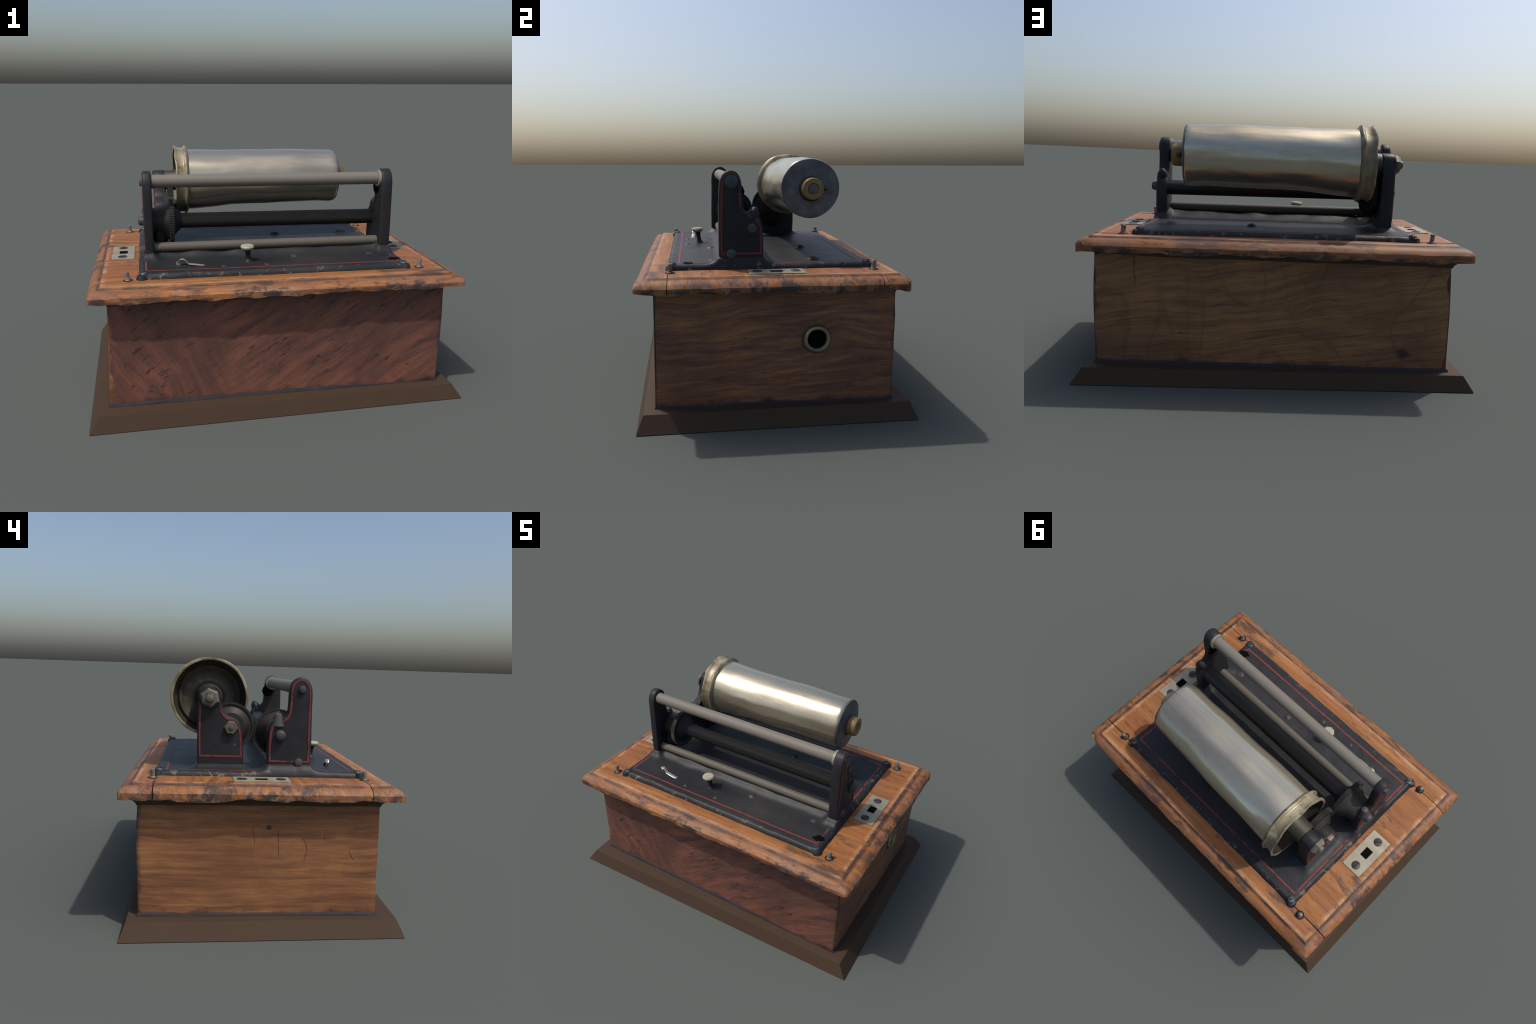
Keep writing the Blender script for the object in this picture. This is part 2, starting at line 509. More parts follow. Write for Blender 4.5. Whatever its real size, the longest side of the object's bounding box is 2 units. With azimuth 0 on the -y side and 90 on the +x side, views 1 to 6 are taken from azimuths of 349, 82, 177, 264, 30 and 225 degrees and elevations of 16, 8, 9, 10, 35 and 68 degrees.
PLINTH = plain("brown_painted_plinth", hexc(62, 46, 33), 0.75, vary=0.05, scale=3)
LID = wood_lid()
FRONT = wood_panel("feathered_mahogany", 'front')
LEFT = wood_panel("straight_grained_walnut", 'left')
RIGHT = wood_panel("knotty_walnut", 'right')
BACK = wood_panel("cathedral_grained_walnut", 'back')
SKIRT = plain("grimy_bottom_edge", hexc(42, 39, 42), 0.65, vary=0.3, scale=12)
SHADOWWOOD = plain("dark_brown_cove", hexc(74, 58, 46), 0.75, vary=0.2, scale=9)
RAWWOOD = plain("splintered_pale_wood", hexc(112, 92, 66), 0.8, vary=0.35, scale=24)
SCRATCH = plain("old_scratch", hexc(78, 50, 36), 0.8, vary=0.2)
RUST = plain("rust_stained_rim", hexc(82, 56, 44), 0.7, vary=0.4, scale=26)
KNOBMAT = plain("worn_ivory_knob", hexc(150, 146, 130), 0.5, vary=0.2, scale=40, spots=(hexc(84, 76, 66), 30, 0.66))
GREASE = plain("black_grease", hexc(26, 26, 26), 0.75, spec=0.15, vary=0.3, scale=14)
PLATEBOLT = plain("dark_plate_bolt", hexc(58, 52, 50), 0.5, vary=0.25, scale=40)
SEAM = plain("seam_dirt", hexc(34, 28, 28), 0.9, vary=0.1)
PLATE = iron_plate()
BRACKET = iron_part("black_bracket_iron", hexc(28, 28, 31), hexc(40, 40, 43))
GEARMAT = iron_part("oily_gear_iron", hexc(34, 33, 31), hexc(52, 50, 45))
BOLT = iron_part("dull_bolt_iron", hexc(52, 50, 52), hexc(76, 73, 74))
PEG = plain("rusty_steel_peg", hexc(112, 102, 96), 0.5, 0.2, vary=0.35, scale=50)
RED = plain("red_line_paint", hexc(106, 48, 46), 0.6, vary=0.2, scale=30, spots=(hexc(46, 36, 37), 12, 0.53))
SCREW = plain("blued_steel_screw", hexc(66, 76, 81), 0.45, 0.4, vary=0.3, scale=40)
DARKSCREW = plain("browned_screw", hexc(60, 54, 53), 0.5, 0.3, vary=0.25, scale=40)
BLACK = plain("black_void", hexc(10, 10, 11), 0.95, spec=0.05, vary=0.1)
ROD_A = plain("taupe_guide_rod", hexc(108, 103, 95), 0.6, 0.0, vary=0.03, scale=4)
ROD_B = plain("dark_feed_screw_rod", hexc(30, 29, 27), 0.5, 0.0, vary=0.05, scale=4)
ROD_C = plain("dim_taupe_rod", hexc(86, 81, 72), 0.6, 0.0, vary=0.03, scale=4)
DRUM = nickel("brushed_nickel_drum", hexc(156, 147, 126), hexc(188, 179, 157), hexc(210, 203, 184), 0.24, 0.82, 0.78)
FLANGE = nickel("tarnished_nickel_flange", hexc(98, 89, 68), hexc(134, 124, 100), hexc(172, 162, 138),
                0.5, 0.25, 0.55, hexc(112, 96, 58))
DISH = nickel("oily_dish_metal", hexc(44, 42, 36), hexc(60, 57, 48), hexc(84, 80, 67), 0.5, 0.25, 0.72)
ENDCAP = nickel("grey_steel_cap", hexc(72, 72, 74), hexc(90, 90, 92), hexc(112, 112, 116), 0.5, 0.35, 0.74)
BRASS = nickel("dull_brass", hexc(104, 84, 50), hexc(126, 104, 62), hexc(144, 120, 76), 0.5, 0.3, 0.66, hexc(92, 62, 40))
PALE = nickel("pale_nickel_plate", hexc(116, 112, 98), hexc(140, 135, 118), hexc(160, 156, 140), 0.55, 0.2, 0.66,
              hexc(92, 84, 72))
NUT = nickel("dull_steel_nut", hexc(76, 72, 62), hexc(100, 95, 82), hexc(126, 121, 106), 0.5, 0.3, 0.6, hexc(62, 54, 46))
BUSH = nickel("old_brass_bush", hexc(112, 102, 74), hexc(142, 132, 100), hexc(160, 150, 118), 0.5, 0.4, 0.62,
              hexc(110, 66, 40))

# --------------------------------------------------------------------------- plinth
bm = loft([[(sx * a, sy * b, z) for sx, sy in ((-1, -1), (1, -1), (1, 1), (-1, 1))]
           for a, b, z in ((1.0, 0.685, 0.0), (0.949, 0.653, 0.077), (0.93, 0.635, 0.0785))])
add("plinth", bm, PLINTH, turn=False, angle=5)

# --------------------------------------------------------------------------- case boards
Z0, Z1 = 0.078, 0.66


def wall(side, z):
    """outer face position of each case wall at height z"""
    t = (z - Z0) / 0.55
    bow = max(0.0, sin(pi * min(1, max(0, t))))
    return {'left': -0.888 + 0.018 * t, 'right': 0.893 + 0.003 * t + 0.007 * bow,
            'front': -0.578 + 0.004 * t, 'back': 0.587 + 0.009 * t + 0.003 * bow}[side]


def case_panel(side, mat):
    nu, nzv = 64, 24
    long = side in ('front', 'back')
    out = 1 if side in ('right', 'back') else -1
    bm = bmesh.new()
    grids = []
    for thick in (0.0, 0.03):
        g = []
        for j in range(nzv + 1):
            z = Z0 + (Z1 - Z0) * j / nzv
            row = []
            for i in range(nu + 1):
                u = i / nu
                w = wall(side, z)
                if side == 'front':               # the front board is slightly hollow
                    u_ = i / nu
                    w += 0.008 * sin(pi * min(1, u_ / 0.75)) - 0.007 * u_ ** 2
                a0, a1 = (wall('left', z), wall('right', z)) if long else (wall('front', z), wall('back', z))
                if long:                          # the end boards lap the long boards
                    a0, a1 = a0 + 0.006, a1 - 0.006
                else:
                    a0, a1 = a0 + 0.0015, a1 - 0.0015
                a = a0 + (a1 - a0) * u
                end = min(u, 1 - u) * nu
                seed = {'left': 1, 'right': 4, 'front': 7, 'back': 10}[side]
                if end < 1:                       # knocked corners
                    a += (1 if u < .5 else -1) * 0.004 * (0.3 + nz(z * 9, seed, u * 5))
                d = w + out * (0.0035 * nz(a * 3, z * 4, seed) - (0.003 if end < 1 else 0)) - out * thick
                row.append(bm.verts.new((a, d, z) if long else (d, a, z)))
            g.append(row)
        grids.append(g)
    A, B = grids
    for g, flip in ((A, False), (B, True)):
        for j in range(nzv):
            for i in range(nu):
                bm.faces.new((g[j][i], g[j][i + 1], g[j + 1][i + 1], g[j + 1][i]))
    for j in range(nzv):
        for i in (0, nu):
            bm.faces.new((A[j][i], A[j + 1][i], B[j + 1][i], B[j][i]))
    for i in range(nu):
        for j in (0, nzv):
            bm.faces.new((A[j][i], A[j][i + 1], B[j][i + 1], B[j][i]))
    return bm


CASE = empty("case")
CASE.parent = ROOT
CASE.rotation_euler = (0, 0, TURN)
for side, mat in (('front', FRONT), ('back', BACK), ('left', LEFT)):
    add("case_board", case_panel(side, mat), mat, CASE)

rb = add("case_board", case_panel('right', RIGHT), RIGHT, CASE)
HY, HZ = 0.204, 0.402                               # crank hole in the right-hand board
cut = add("hole_cutter", turned([(0.80, 0.060), (0.95, 0.060)], HY, HZ, 40), BLACK, CASE)
cut.hide_render = True
bo = rb.modifiers.new("crank_hole", 'BOOLEAN')
bo.object = cut
bo.solver = 'EXACT'
bpy.context.view_layer.update()
dg = bpy.context.evaluated_depsgraph_get()
baked = bpy.data.meshes.new_from_object(rb.evaluated_get(dg))
rb.modifiers.clear()
rb.data = baked
bpy.data.objects.remove(cut)

add("crank_bush", turned([(0.80, 0.047), (0.900, 0.047), (0.910, 0.049), (0.914, 0.055), (0.909, 0.064),
                          (0.898, 0.0675), (0.84, 0.0605), (0.80, 0.0605), (0.80, 0.047)], HY, HZ, 48,
                         wobble=0.002, wscale=3, caps=False), BUSH, CASE)
add("rust_ring", turned([(0.88, 0.066), (0.9045, 0.066), (0.906, 0.069), (0.904, 0.0735), (0.89, 0.0745)], HY - 0.004, HZ + 0.002, 40, wobble=0.003, caps=False), RUST, CASE)
add("bush_void", turned([(0.886, 0.056), (0.894, 0.055)], HY, HZ, 40), BLACK, CASE)


def frame_ring(prof, hx0, hx1, hy0, hy1, n=60, wob=0.0, seed=0.0):
    """moulding swept round a rectangle; prof = (outward offset, z)"""
    path = []
    for i in range(n):
        path.append((hx0 + (hx1 - hx0) * i / n, hy0))
    for i in range(n):
        path.append((hx1, hy0 + (hy1 - hy0) * i / n))
    for i in range(n):
        path.append((hx1 - (hx1 - hx0) * i / n, hy1))
    for i in range(n):
        path.append((hx0, hy1 - (hy1 - hy0) * i / n))
    cx, cy = (hx0 + hx1) / 2, (hy0 + hy1) / 2
    rings = []
    for o, z in prof:
        ring = []
        for x, y in path:
            kx = (hx1 - cx + o) / (hx1 - cx)
            ky = (hy1 - cy + o) / (hy1 - cy)
            w = wob * nz(x * 6 + seed, y * 6, z * 5)
            ring.append((cx + (x - cx) * kx, cy + (y - cy) * ky, z + w))
        rings.append(ring)
    return loft(rings, caps=False)


add("bottom_edge", frame_ring([(-0.02, 0.070), (0.009, 0.070), (0.010, 0.078), (0.006, 0.086), (0.002, 0.093),
                               (-0.02, 0.097), (-0.02, 0.070)], -0.887, 0.890, -0.577, 0.586, wob=0.006), SKIRT, CASE)
add("lid_cove", frame_ring([(-0.03, 0.622), (0.003, 0.622), (0.008, 0.636), (0.024, 0.652), (0.024, 0.664), (-0.03, 0.664),
                            (-0.03, 0.622)], -0.868, 0.886, -0.572, 0.592, wob=0.003), SHADOWWOOD, CASE)

# old scratches and a plugged hole on the left board
LX = -0.881
scr = [[(0.015, .533), (0.045, .514), (0.036, .47), (0.033, .432)], [(-.070, .514), (-.078, .50), (-.082, .44), (-.085, .382)],
       [(-.203, .462), (-.218, .43), (-.221, .40), (-.208, .35)], [(-.305, .482), (-.306, .456)], [(-.43, .40), (-.452, .36)]]
for s in scr:
    pts = [(wall('left', z) - 0.0005 + 0.0035 * -nz(y * 3, z * 4, 1), y, z) for y, z in catmull(s, 4)]
    add("scratch", tube(pts, 0.0011, 6), SCRATCH, CASE)
add("plugged_hole", turned([(wall('left', .518) - 0.002, 0.010), (wall('left', .518) - 0.001, 0.013), (-0.86, 0.013)], -0.034, 0.518, 7),
    plain("dark_plug", hexc(64, 44, 42), 0.7), CASE)

# --------------------------------------------------------------------------- lid
LIDX0, LIDX1, LIDY0, LIDY1 = -0.960, 0.975, -0.672, 0.674
LIDTOP = 0.728


def lid_prof(d):
    """height below the lid top as a function of distance from the rim"""
    if d > 0.066:
        return 0.0
    if d > 0.052:
        t = (d - 0.052) / 0.014
        return -0.011 * (1 - t * t * (3 - 2 * t))
    t = 1 - max(d, 0) / 0.052
    return -0.011 - 0.030 * t ** 2.3


edge_d = [0.0, 0.0015, 0.005, 0.011, 0.018, 0.026, 0.035, 0.044, 0.050, 0.054, 0.058, 0.062, 0.068]


def stations(a, b, n, cuts=()):
    s = [a + d for d in edge_d] + [b - d for d in edge_d]
    m = [a + 0.068 + (b - a - 0.136) * i / n for i in range(1, n)]
    s += [q for q in m if all(abs(q - c) > 0.008 for c in cuts)]
    return sorted(set(s + [c for c in cuts]))


CUTF, CUTB = -0.512, 0.514
XS = stations(LIDX0, LIDX1, 110)


def lid_board(y0, y1, gap0, gap1):
    ys = [y for y in stations(LIDY0, LIDY1, 64, (CUTF, CUTB)) if y0 - 1e-6 <= y <= y1 + 1e-6]
    bm = bmesh.new()
    top, bot = [], []
    for y in ys:
        yy = y + (gap0 if abs(y - y0) < 1e-6 else 0) - (gap1 if abs(y - y1) < 1e-6 else 0)
        rt, rb_ = [], []
        for x in XS:
            d = min(x - LIDX0, LIDX1 - x, y - LIDY0, LIDY1 - y)
            # worn corners
            cx, cy = min(x - LIDX0, LIDX1 - x), min(y - LIDY0, LIDY1 - y)
            e = exp(-d / 0.02)
            wob = nz(x * 9, y * 9, 2.0) * 0.5 + nz(x * 23, y * 23, 5.0) * 0.35
            ox = oy = 0.0
            if cx < 0.03:
                ox = (1 if x < 0 else -1) * e * 0.006 * (wob + 0.1)
            if cy < 0.03:
                oy = (1 if y < 0 else -1) * e * 0.006 * (wob + 0.1)
            cr = max(0, 0.016 - hypot(cx, cy) * 0.75)
            ox += (1 if x < 0 else -1) * cr * 0.45
            oy += (1 if y < 0 else -1) * cr * 0.45
            if x > 0.9 and y > 0.55:                       # broken back right corner
                oy -= 0.022 * min(1, (y - 0.55) / 0.08) * min(1, (x - 0.88) / 0.06)
            z = LIDTOP + lid_prof(d) + TILT * x
            z += 0.0018 * nz(x * 4, y * 10, 0.3) + e * 0.003 * wob
            if 0 < y - y0 < 0.02 or abs(y - y0) < 1e-6:
                z -= 0.0015 * (gap0 > 0)
            rt.append(bm.verts.new((x + ox, yy + oy, z)))
            zb = 0.657 - 0.004 * y / 0.67 + TILT * x * 0.9 + 0.012 * (nz(x * 7, y * 7, 9.0) + 0.7 * nz(x * 17, y * 17, 3.0)) * e
            rb_.append(bm.verts.new((x + ox, yy + oy, zb)))
        top.append(rt)
        bot.append(rb_)
    ny, nx = len(ys), len(XS)
    for j in range(ny - 1):
        for i in range(nx - 1):
            bm.faces.new((top[j][i], top[j][i + 1], top[j + 1][i + 1], top[j + 1][i]))
            bm.faces.new((bot[j][i], bot[j][i + 1], bot[j + 1][i + 1], bot[j + 1][i]))
    for j in range(ny - 1):
        for i in (0, nx - 1):
            bm.faces.new((top[j][i], top[j + 1][i], bot[j + 1][i], bot[j][i]))
    for i in range(nx - 1):
        for j in (0, ny - 1):
            bm.faces.new((top[j][i], top[j][i + 1], bot[j][i + 1], bot[j][i]))
    return bm


TOP = empty("lid")
TOP.parent = ROOT
TOP.rotation_euler = (0, 0, TURN)
add("lid_board", lid_board(LIDY0, CUTF, 0, 0.0018), LID, TOP)
add("lid_board", lid_board(CUTF, CUTB, 0.0018, 0.0025), LID, TOP)
add("lid_board", lid_board(CUTB, LIDY1, 0.0025, 0), LID, TOP)
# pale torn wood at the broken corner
bm = bmesh.new()
vs = [bm.verts.new(p) for p in ((0.972, 0.626, 0.682), (0.935, 0.660, 0.694), (0.915, 0.655, 0.660), (0.962, 0.634, 0.660),
                                (0.930, 0.600, 0.682), (0.930, 0.600, 0.660))]
bmesh.ops.convex_hull(bm, input=vs)
add("splinter", bm, RAWWOOD, TOP, angle=20)
add("nail", upright([(0, 0.001), (0.001, 0.008), (0.005, 0.007), (0.008, 0.002)], 0, 0, 10), SEAM, TOP).matrix_local = \
    Matrix.Translation((0.953, 0.391, 0.664)) @ Matrix.Rotation(pi / 2, 4, 'Y')


def slotted_screw(name, x, y, z, r, h, mat, slot, parent):
    bm = upright([(z - 0.006, r), (z + h * 0.35, r), (z + h * 0.8, r * 0.8), (z + h, r * 0.35)], x, y, 20)
    s = add(name, bm, mat, parent)
    c, sn = cos(slot), sin(slot)
    b = bmesh.new()
    bmesh.ops.create_cube(b, size=1)
    for v in b.verts:
        u, w = v.co.x * r * 1.7, v.co.y * r * 0.22
        v.co = Vector((x + c * u - sn * w, y + sn * u + c * w, z + h * 0.55 + v.co.z * h * 1.1))
    g = add("screw_slot", b, SEAM, s, smooth=False)
    return s


def striker(x0, x1, y0, y1, z, slots, mats):
    """nickel lock plate: square keyhole and two slotted screws"""
    hx, hy = (x0 + x1) / 2, (y0 + y1) / 2
    qx, qy = 0.023, 0.031
    bm = bmesh.new()
    tz = lambda x, y: z + TILT * (x - hx) + 0.0015 * nz(x * 20, y * 20, 1)
    xs = [x0, hx - qx, hx + qx, x1]
    ys = [y0, hy - qy, hy + qy, y1]
    up = {(i, j): bm.verts.new((xs[i], ys[j], tz(xs[i], ys[j]))) for i in range(4) for j in range(4)}
    dn = {(i, j): bm.verts.new((xs[i], ys[j], z - 0.012)) for i in range(4) for j in range(4)}
    for i in range(3):
        for j in range(3):
            if i == 1 and j == 1:
                continue
            for g in (up, dn):
                bm.faces.new((g[i, j], g[i + 1, j], g[i + 1, j + 1], g[i, j + 1]))
    for i in range(3):
        for j in (0, 3):
            bm.faces.new((up[i, j], up[i + 1, j], dn[i + 1, j], dn[i, j]))
            bm.faces.new((up[j, i], up[j, i + 1], dn[j, i + 1], dn[j, i]))
    for a, b in (((1, 1), (2, 1)), ((2, 1), (2, 2)), ((2, 2), (1, 2)), ((1, 2), (1, 1))):
        bm.faces.new((up[a], up[b], dn[b], dn[a]))
    p = add("lock_plate", bm, PALE, TOP, angle=20)
    add("keyhole_void", box(hx - qx * .99, hx + qx * .99, hy - qy * .99, hy + qy * .99, z - 0.010, z - 0.0008), BLACK, p)
    for (yy, a), m in zip(slots, mats):
        slotted_screw("plate_screw", hx - 0.004, yy, z + 0.0005, 0.0255, 0.004, m, a, p)
    return p


striker(-0.862, -0.738, -0.133, 0.139, 0.7385, ((-0.092, 0.7), (0.098, 1.45)), (DARKSCREW, DARKSCREW))
striker(0.748, 0.868, -0.123, 0.153, 0.7265, ((-0.080, 0.9), (0.110, 0.2)), (DARKSCREW, SCREW))

for x, y, lx, ly in ((-0.764, -0.516, -0.15, 0.1), (0.777, -0.504, 0.08, 0.05), (0.772, 0.515, -0.1, 0.1), (-0.774, 0.526, -0.08, 0.0)):
    z = LIDTOP + TILT * x - 0.002
    k = random.uniform(0.9, 1.1)
    pr = [(z, 0.022), (z + 0.003, 0.017), (z + 0.010, 0.0125 * k), (z + 0.030, 0.0115 * k), (z + 0.041, 0.0125 * k),
          (z + 0.046, 0.010), (z + 0.048, 0.004)]
    add("corner_peg", upright(pr, x, y, 14, (lx, ly)), PEG, TOP)
    # black smear at the foot of the peg
    add("peg_stain", upright([(z - 0.002, 0.028), (z + 0.0035, 0.024), (z + 0.005, 0.010)], x, y, 14), SEAM, TOP)

# --------------------------------------------------------------------------- bed plate
PX0, PX1, PY0, PY1 = -0.712, 0.722, -0.523, 0.527
PTOP = 0.7515
FEET = [(-0.675, -0.630, -0.256, -0.036, 0.036), (-0.612, -0.541, 0.083, 0.314, 0.026), (0.640, 0.700, -0.262, -0.037, 0.036)]


def plate_height(x, y):
    z = PTOP + TILT * x + (0.0035 if y < -0.24 else 0.0035 * max(0, (0.02 - y) / 0.26))* (y < 0.02)
    for x0, x1, y0, y1, h in FEET:                       # cast fillets round the bracket feet
        dx = max(x0 - x, 0, x - x1)
        dy = max(y0 - y, 0, y - y1)
        z += h * exp(-(hypot(dx, dy) / 0.022) ** 1.15)
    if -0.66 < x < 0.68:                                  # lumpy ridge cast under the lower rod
        e = min(1, (x + 0.66) / 0.08, (0.68 - x) / 0.08)
        c = -0.205 + 0.012 * nz(x * 6, 3, 1)
        w = 0.036 if y < c else 0.072
        z += e * (0.037 + 0.010 * nz(x * 9, y * 9, 4)) * exp(-((y - c) / w) ** 2)
    z += 0.0022 * nz(x * 7, y * 7, 3.3) + 0.0012 * nz(x * 22, y * 22, 1.3)
    return z


pe = [0.0, 0.003, 0.007, 0.012, 0.018]
NXP, NYP = 150, 110
pxs = sorted(set([PX0 + d for d in pe] + [PX1 - d for d in pe] +
                 [PX0 + 0.018 + (PX1 - PX0 - 0.036) * i / NXP for i in range(1, NXP)]))
pys = sorted(set([PY0 + d for d in pe] + [PY1 - d for d in pe] +
                 [PY0 + 0.018 + (PY1 - PY0 - 0.036) * i / NYP for i in range(1, NYP)]))
bm = bmesh.new()
rows = []
for y in pys:
    row = []
    for x in pxs:
        d = min(x - PX0, PX1 - x, y - PY0, PY1 - y)
        base = LIDTOP + TILT * x - 0.001
        t = min(1, d / 0.016)
        k = t ** 0.55
        h = plate_height(x, y)
        z = base + (h - base) * k if d < 0.016 else h
        if d < 0.02:
            z += 0.0016 * nz(x * 30, y * 30, 6) * (0.3 + t)
        e = exp(-d / 0.01)
        cx, cy = min(x - PX0, PX1 - x), min(y - PY0, PY1 - y)
        cr = max(0, 0.012 - hypot(cx, cy) * 0.6)
        row.append(bm.verts.new((x + (1 if x < 0 else -1) * (cr * .5) + e * 0.004 * nz(x * 12, y * 12, 8),
                                 y + (1 if y < 0 else -1) * (cr * .5) + e * 0.004 * nz(x * 12, y * 12, 12), z)))
    rows.append(row)
for j in range(len(pys) - 1):
    for i in range(len(pxs) - 1):
        bm.faces.new((rows[j][i], rows[j][i + 1], rows[j + 1][i + 1], rows[j + 1][i]))
# skirt and underside
bl, low = [], []
n, m = len(pxs), len(pys)
loop = [rows[0][i] for i in range(n)] + [rows[j][n - 1] for j in range(1, m)] + \
       [rows[m - 1][i] for i in range(n - 2, -1, -1)] + [rows[j][0] for j in range(m - 2, 0, -1)]
low = [bm.verts.new((v.co.x, v.co.y, v.co.z - 0.008)) for v in loop]
for i in range(len(loop)):
    j = (i + 1) % len(loop)
    bm.faces.new((loop[i], loop[j], low[j], low[i]))
bm.faces.new(low[::-1])
BED = add("bed_plate", bm, PLATE, angle=60)

# red lining: four thin strips laid on the plate, broken where paint has gone
RX0, RX1, RY0, RY1 = -0.673, 0.678, -0.463, 0.464


def lining(p0, p1, w):
    L = hypot(p1[0] - p0[0], p1[1] - p0[1])
    nseg = int(L / 0.02)
    ux, uy = (p1[0] - p0[0]) / L, (p1[1] - p0[1]) / L
    rings = []
    for i in range(nseg + 1):
        t = L * i / nseg
        x, y = p0[0] + ux * t, p0[1] + uy * t
        ww = w * (1 + 0.35 * nz(x * 9, y * 9, 2))
        o = 0.002 * nz(x * 5, y * 5, 7)
        ring = []
        for s, hh in ((-1, -0.003), (-1, 0.0011), (1, 0.0011), (1, -0.003)):
            px, py = x - uy * (s * ww / 2 + o), y + ux * (s * ww / 2 + o)
            ring.append((px, py, plate_height(px, py) + hh))
        rings.append(ring)
    return loft(rings)


W = 0.0105
for a, b in (((RX0, RY0), (RX1, RY0)), ((RX0, RY1), (RX1, RY1)),
             ((RX0, RY0 + W / 2), (RX0, -0.30)), ((RX0, 0.02), (RX0, RY1 - W / 2)),
             ((RX1, RY0 + W / 2), (RX1, -0.30)), ((RX1, 0.02), (RX1, 0.16)), ((RX1, 0.185), (RX1, 0.25)),
             ((RX1, 0.265), (RX1, RY1 - W / 2))):
    add("red_lining", lining(a, b, W), RED, BED)

for x, y, s in ((-0.686, -0.498, 0.6), (0.690, -0.494, 0.8), (0.692, 0.500, 1.1), (-0.682, 0.502, 0.9)):
    z = PTOP + TILT * x + 0.001
    slotted_screw("corner_screw", x, y, z, 0.021, 0.011, SCREW, s, BED)
    sx, sy = (1 if x > 0 else -1), (1 if y > 0 else -1)
    # cast ear under the corner screw
    add("corner_ear", upright([(z - 0.024, 0.029), (z - 0.014, 0.026), (z - 0.004, 0.022), (z - 0.001, 0.014)], x + sx * 0.010, y + sy * 0.008, 18),
        PLATE, BED)

for x, y, r, h in ((-0.275, -0.425, 0.012, 0.006), (-0.045, -0.425, 0.014, 0.006), (0.137, -0.288, 0.019, 0.009), (0.570, -0.292, 0.020, 0.005),
                   (0.135, 0.248, 0.026, 0.018), (0.570, 0.245, 0.030, 0.015)):
    if r:
        z = plate_height(x, y) - 0.002
        pr = [(z - 0.002, r * 1.5), (z + h * 0.25, r * 1.12), (z + h * 0.75, r * 0.85), (z + h * 1.05, r * 0.5), (z + h * 1.1, r * 0.1)]
        add("plate_bolt", upright(pr, x, y, 20), PLATEBOLT if r < 0.022 else BRACKET, BED)

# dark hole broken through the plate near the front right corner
bm = bmesh.new()
f = [(0.628, -0.430), (0.655, -0.392), (0.690, -0.394), (0.704, -0.418), (0.668, -0.444)]
rings = [[(x, y, plate_height(x, y) + h) for x, y in f] for h in (-0.010, 0.0016)]
add("plate_hole", loft(rings), BLACK, BED, smooth=False)
bm = None
# --------------------------------------------------------------------------- brackets
FL = [(-0.036, 0.770), (-0.034, 0.862), (-0.037, 0.945), (-0.046, 0.985), (-0.070, 1.006), (-0.104, 1.022), (-0.126, 1.042),
      (-0.134, 1.085), (-0.136, 1.150), (-0.142, 1.190), (-0.158, 1.214), (-0.190, 1.230), (-0.222, 1.222), (-0.243, 1.195), (-0.253, 1.155),
      (-0.254, 1.036), (-0.256, 0.939), (-0.257, 0.850), (-0.257, 0.770)]
BL = [(0.315, 0.770), (0.317, 0.860), (0.319, 0.944), (0.317, 1.065), (0.313, 1.112), (0.302, 1.150), (0.282, 1.167), (0.258, 1.172), (0.232, 1.162),
      (0.215, 1.138), (0.203, 1.106), (0.188, 1.058), (0.166, 1.028), (0.133, 1.014), (0.105, 0.992), (0.090, 0.950), (0.085, 0.900), (0.082, 0.826), (0.080, 0.770)]
FR = [(-0.261, 0.765), (-0.262, 0.900), (-0.261, 1.011), (-0.258, 1.140), (-0.246, 1.184), (-0.224, 1.208), (-0.198, 1.216), (-0.170, 1.204), (-0.152, 1.174),
      (-0.144, 1.130), (-0.142, 1.060), (-0.134, 1.022), (-0.108, 1.002), (-0.078, 0.990), (-0.056, 0.966), (-0.043, 0.930), (-0.039, 0.880), (-0.037, 0.765)]


def bracket(ctrl, x_out, x_in, z_line, side, gap):
    pts = [ctrl[0]] + catmull(ctrl, 4)[1:]
    o = add("bracket", prism_x(pts, x_out, x_in, 0.009, 0.0014, x_out * 9), BRACKET, angle=50)
    lined = [(y, max(z, z_line)) for y, z in pts]
    lined[0] = (pts[0][0], z_line)
    lined[-1] = (pts[-1][0], z_line)
    lined = [p for i, p in enumerate(lined) if i in (0, len(lined) - 1) or p[1] > z_line + 0.012]
    add("red_lining", stripe_ring(lined, x_out, side, 0.0095, 0.0085, x_out), RED, o)
    return o


bFL = bracket(FL, -0.675, -0.628, 0.795, -1, None)
bBL = bracket(BL, -0.612, -0.541, 0.808, -1, None)
bFR = bracket(FR, 0.700, 0.640, 0.787, 1, None)


def head_x(name, x, side, y, z, r, h, mat, parent, n=24, dome=0.6, turn0=0.0):
    pr = [(0.006, r), (-h * 0.55, r), (-h * 0.85, r * 0.86), (-h, r * dome), (-h * 1.04, r * 0.1)]
    rings = []
    for dx, rr in pr:
        rings.append([(x - side * dx, y + rr * cos(turn0 + 2 * pi * i / n), z + rr * sin(turn0 + 2 * pi * i / n)) for i in range(n)])
    return add(name, loft(rings), mat, parent, angle=30)


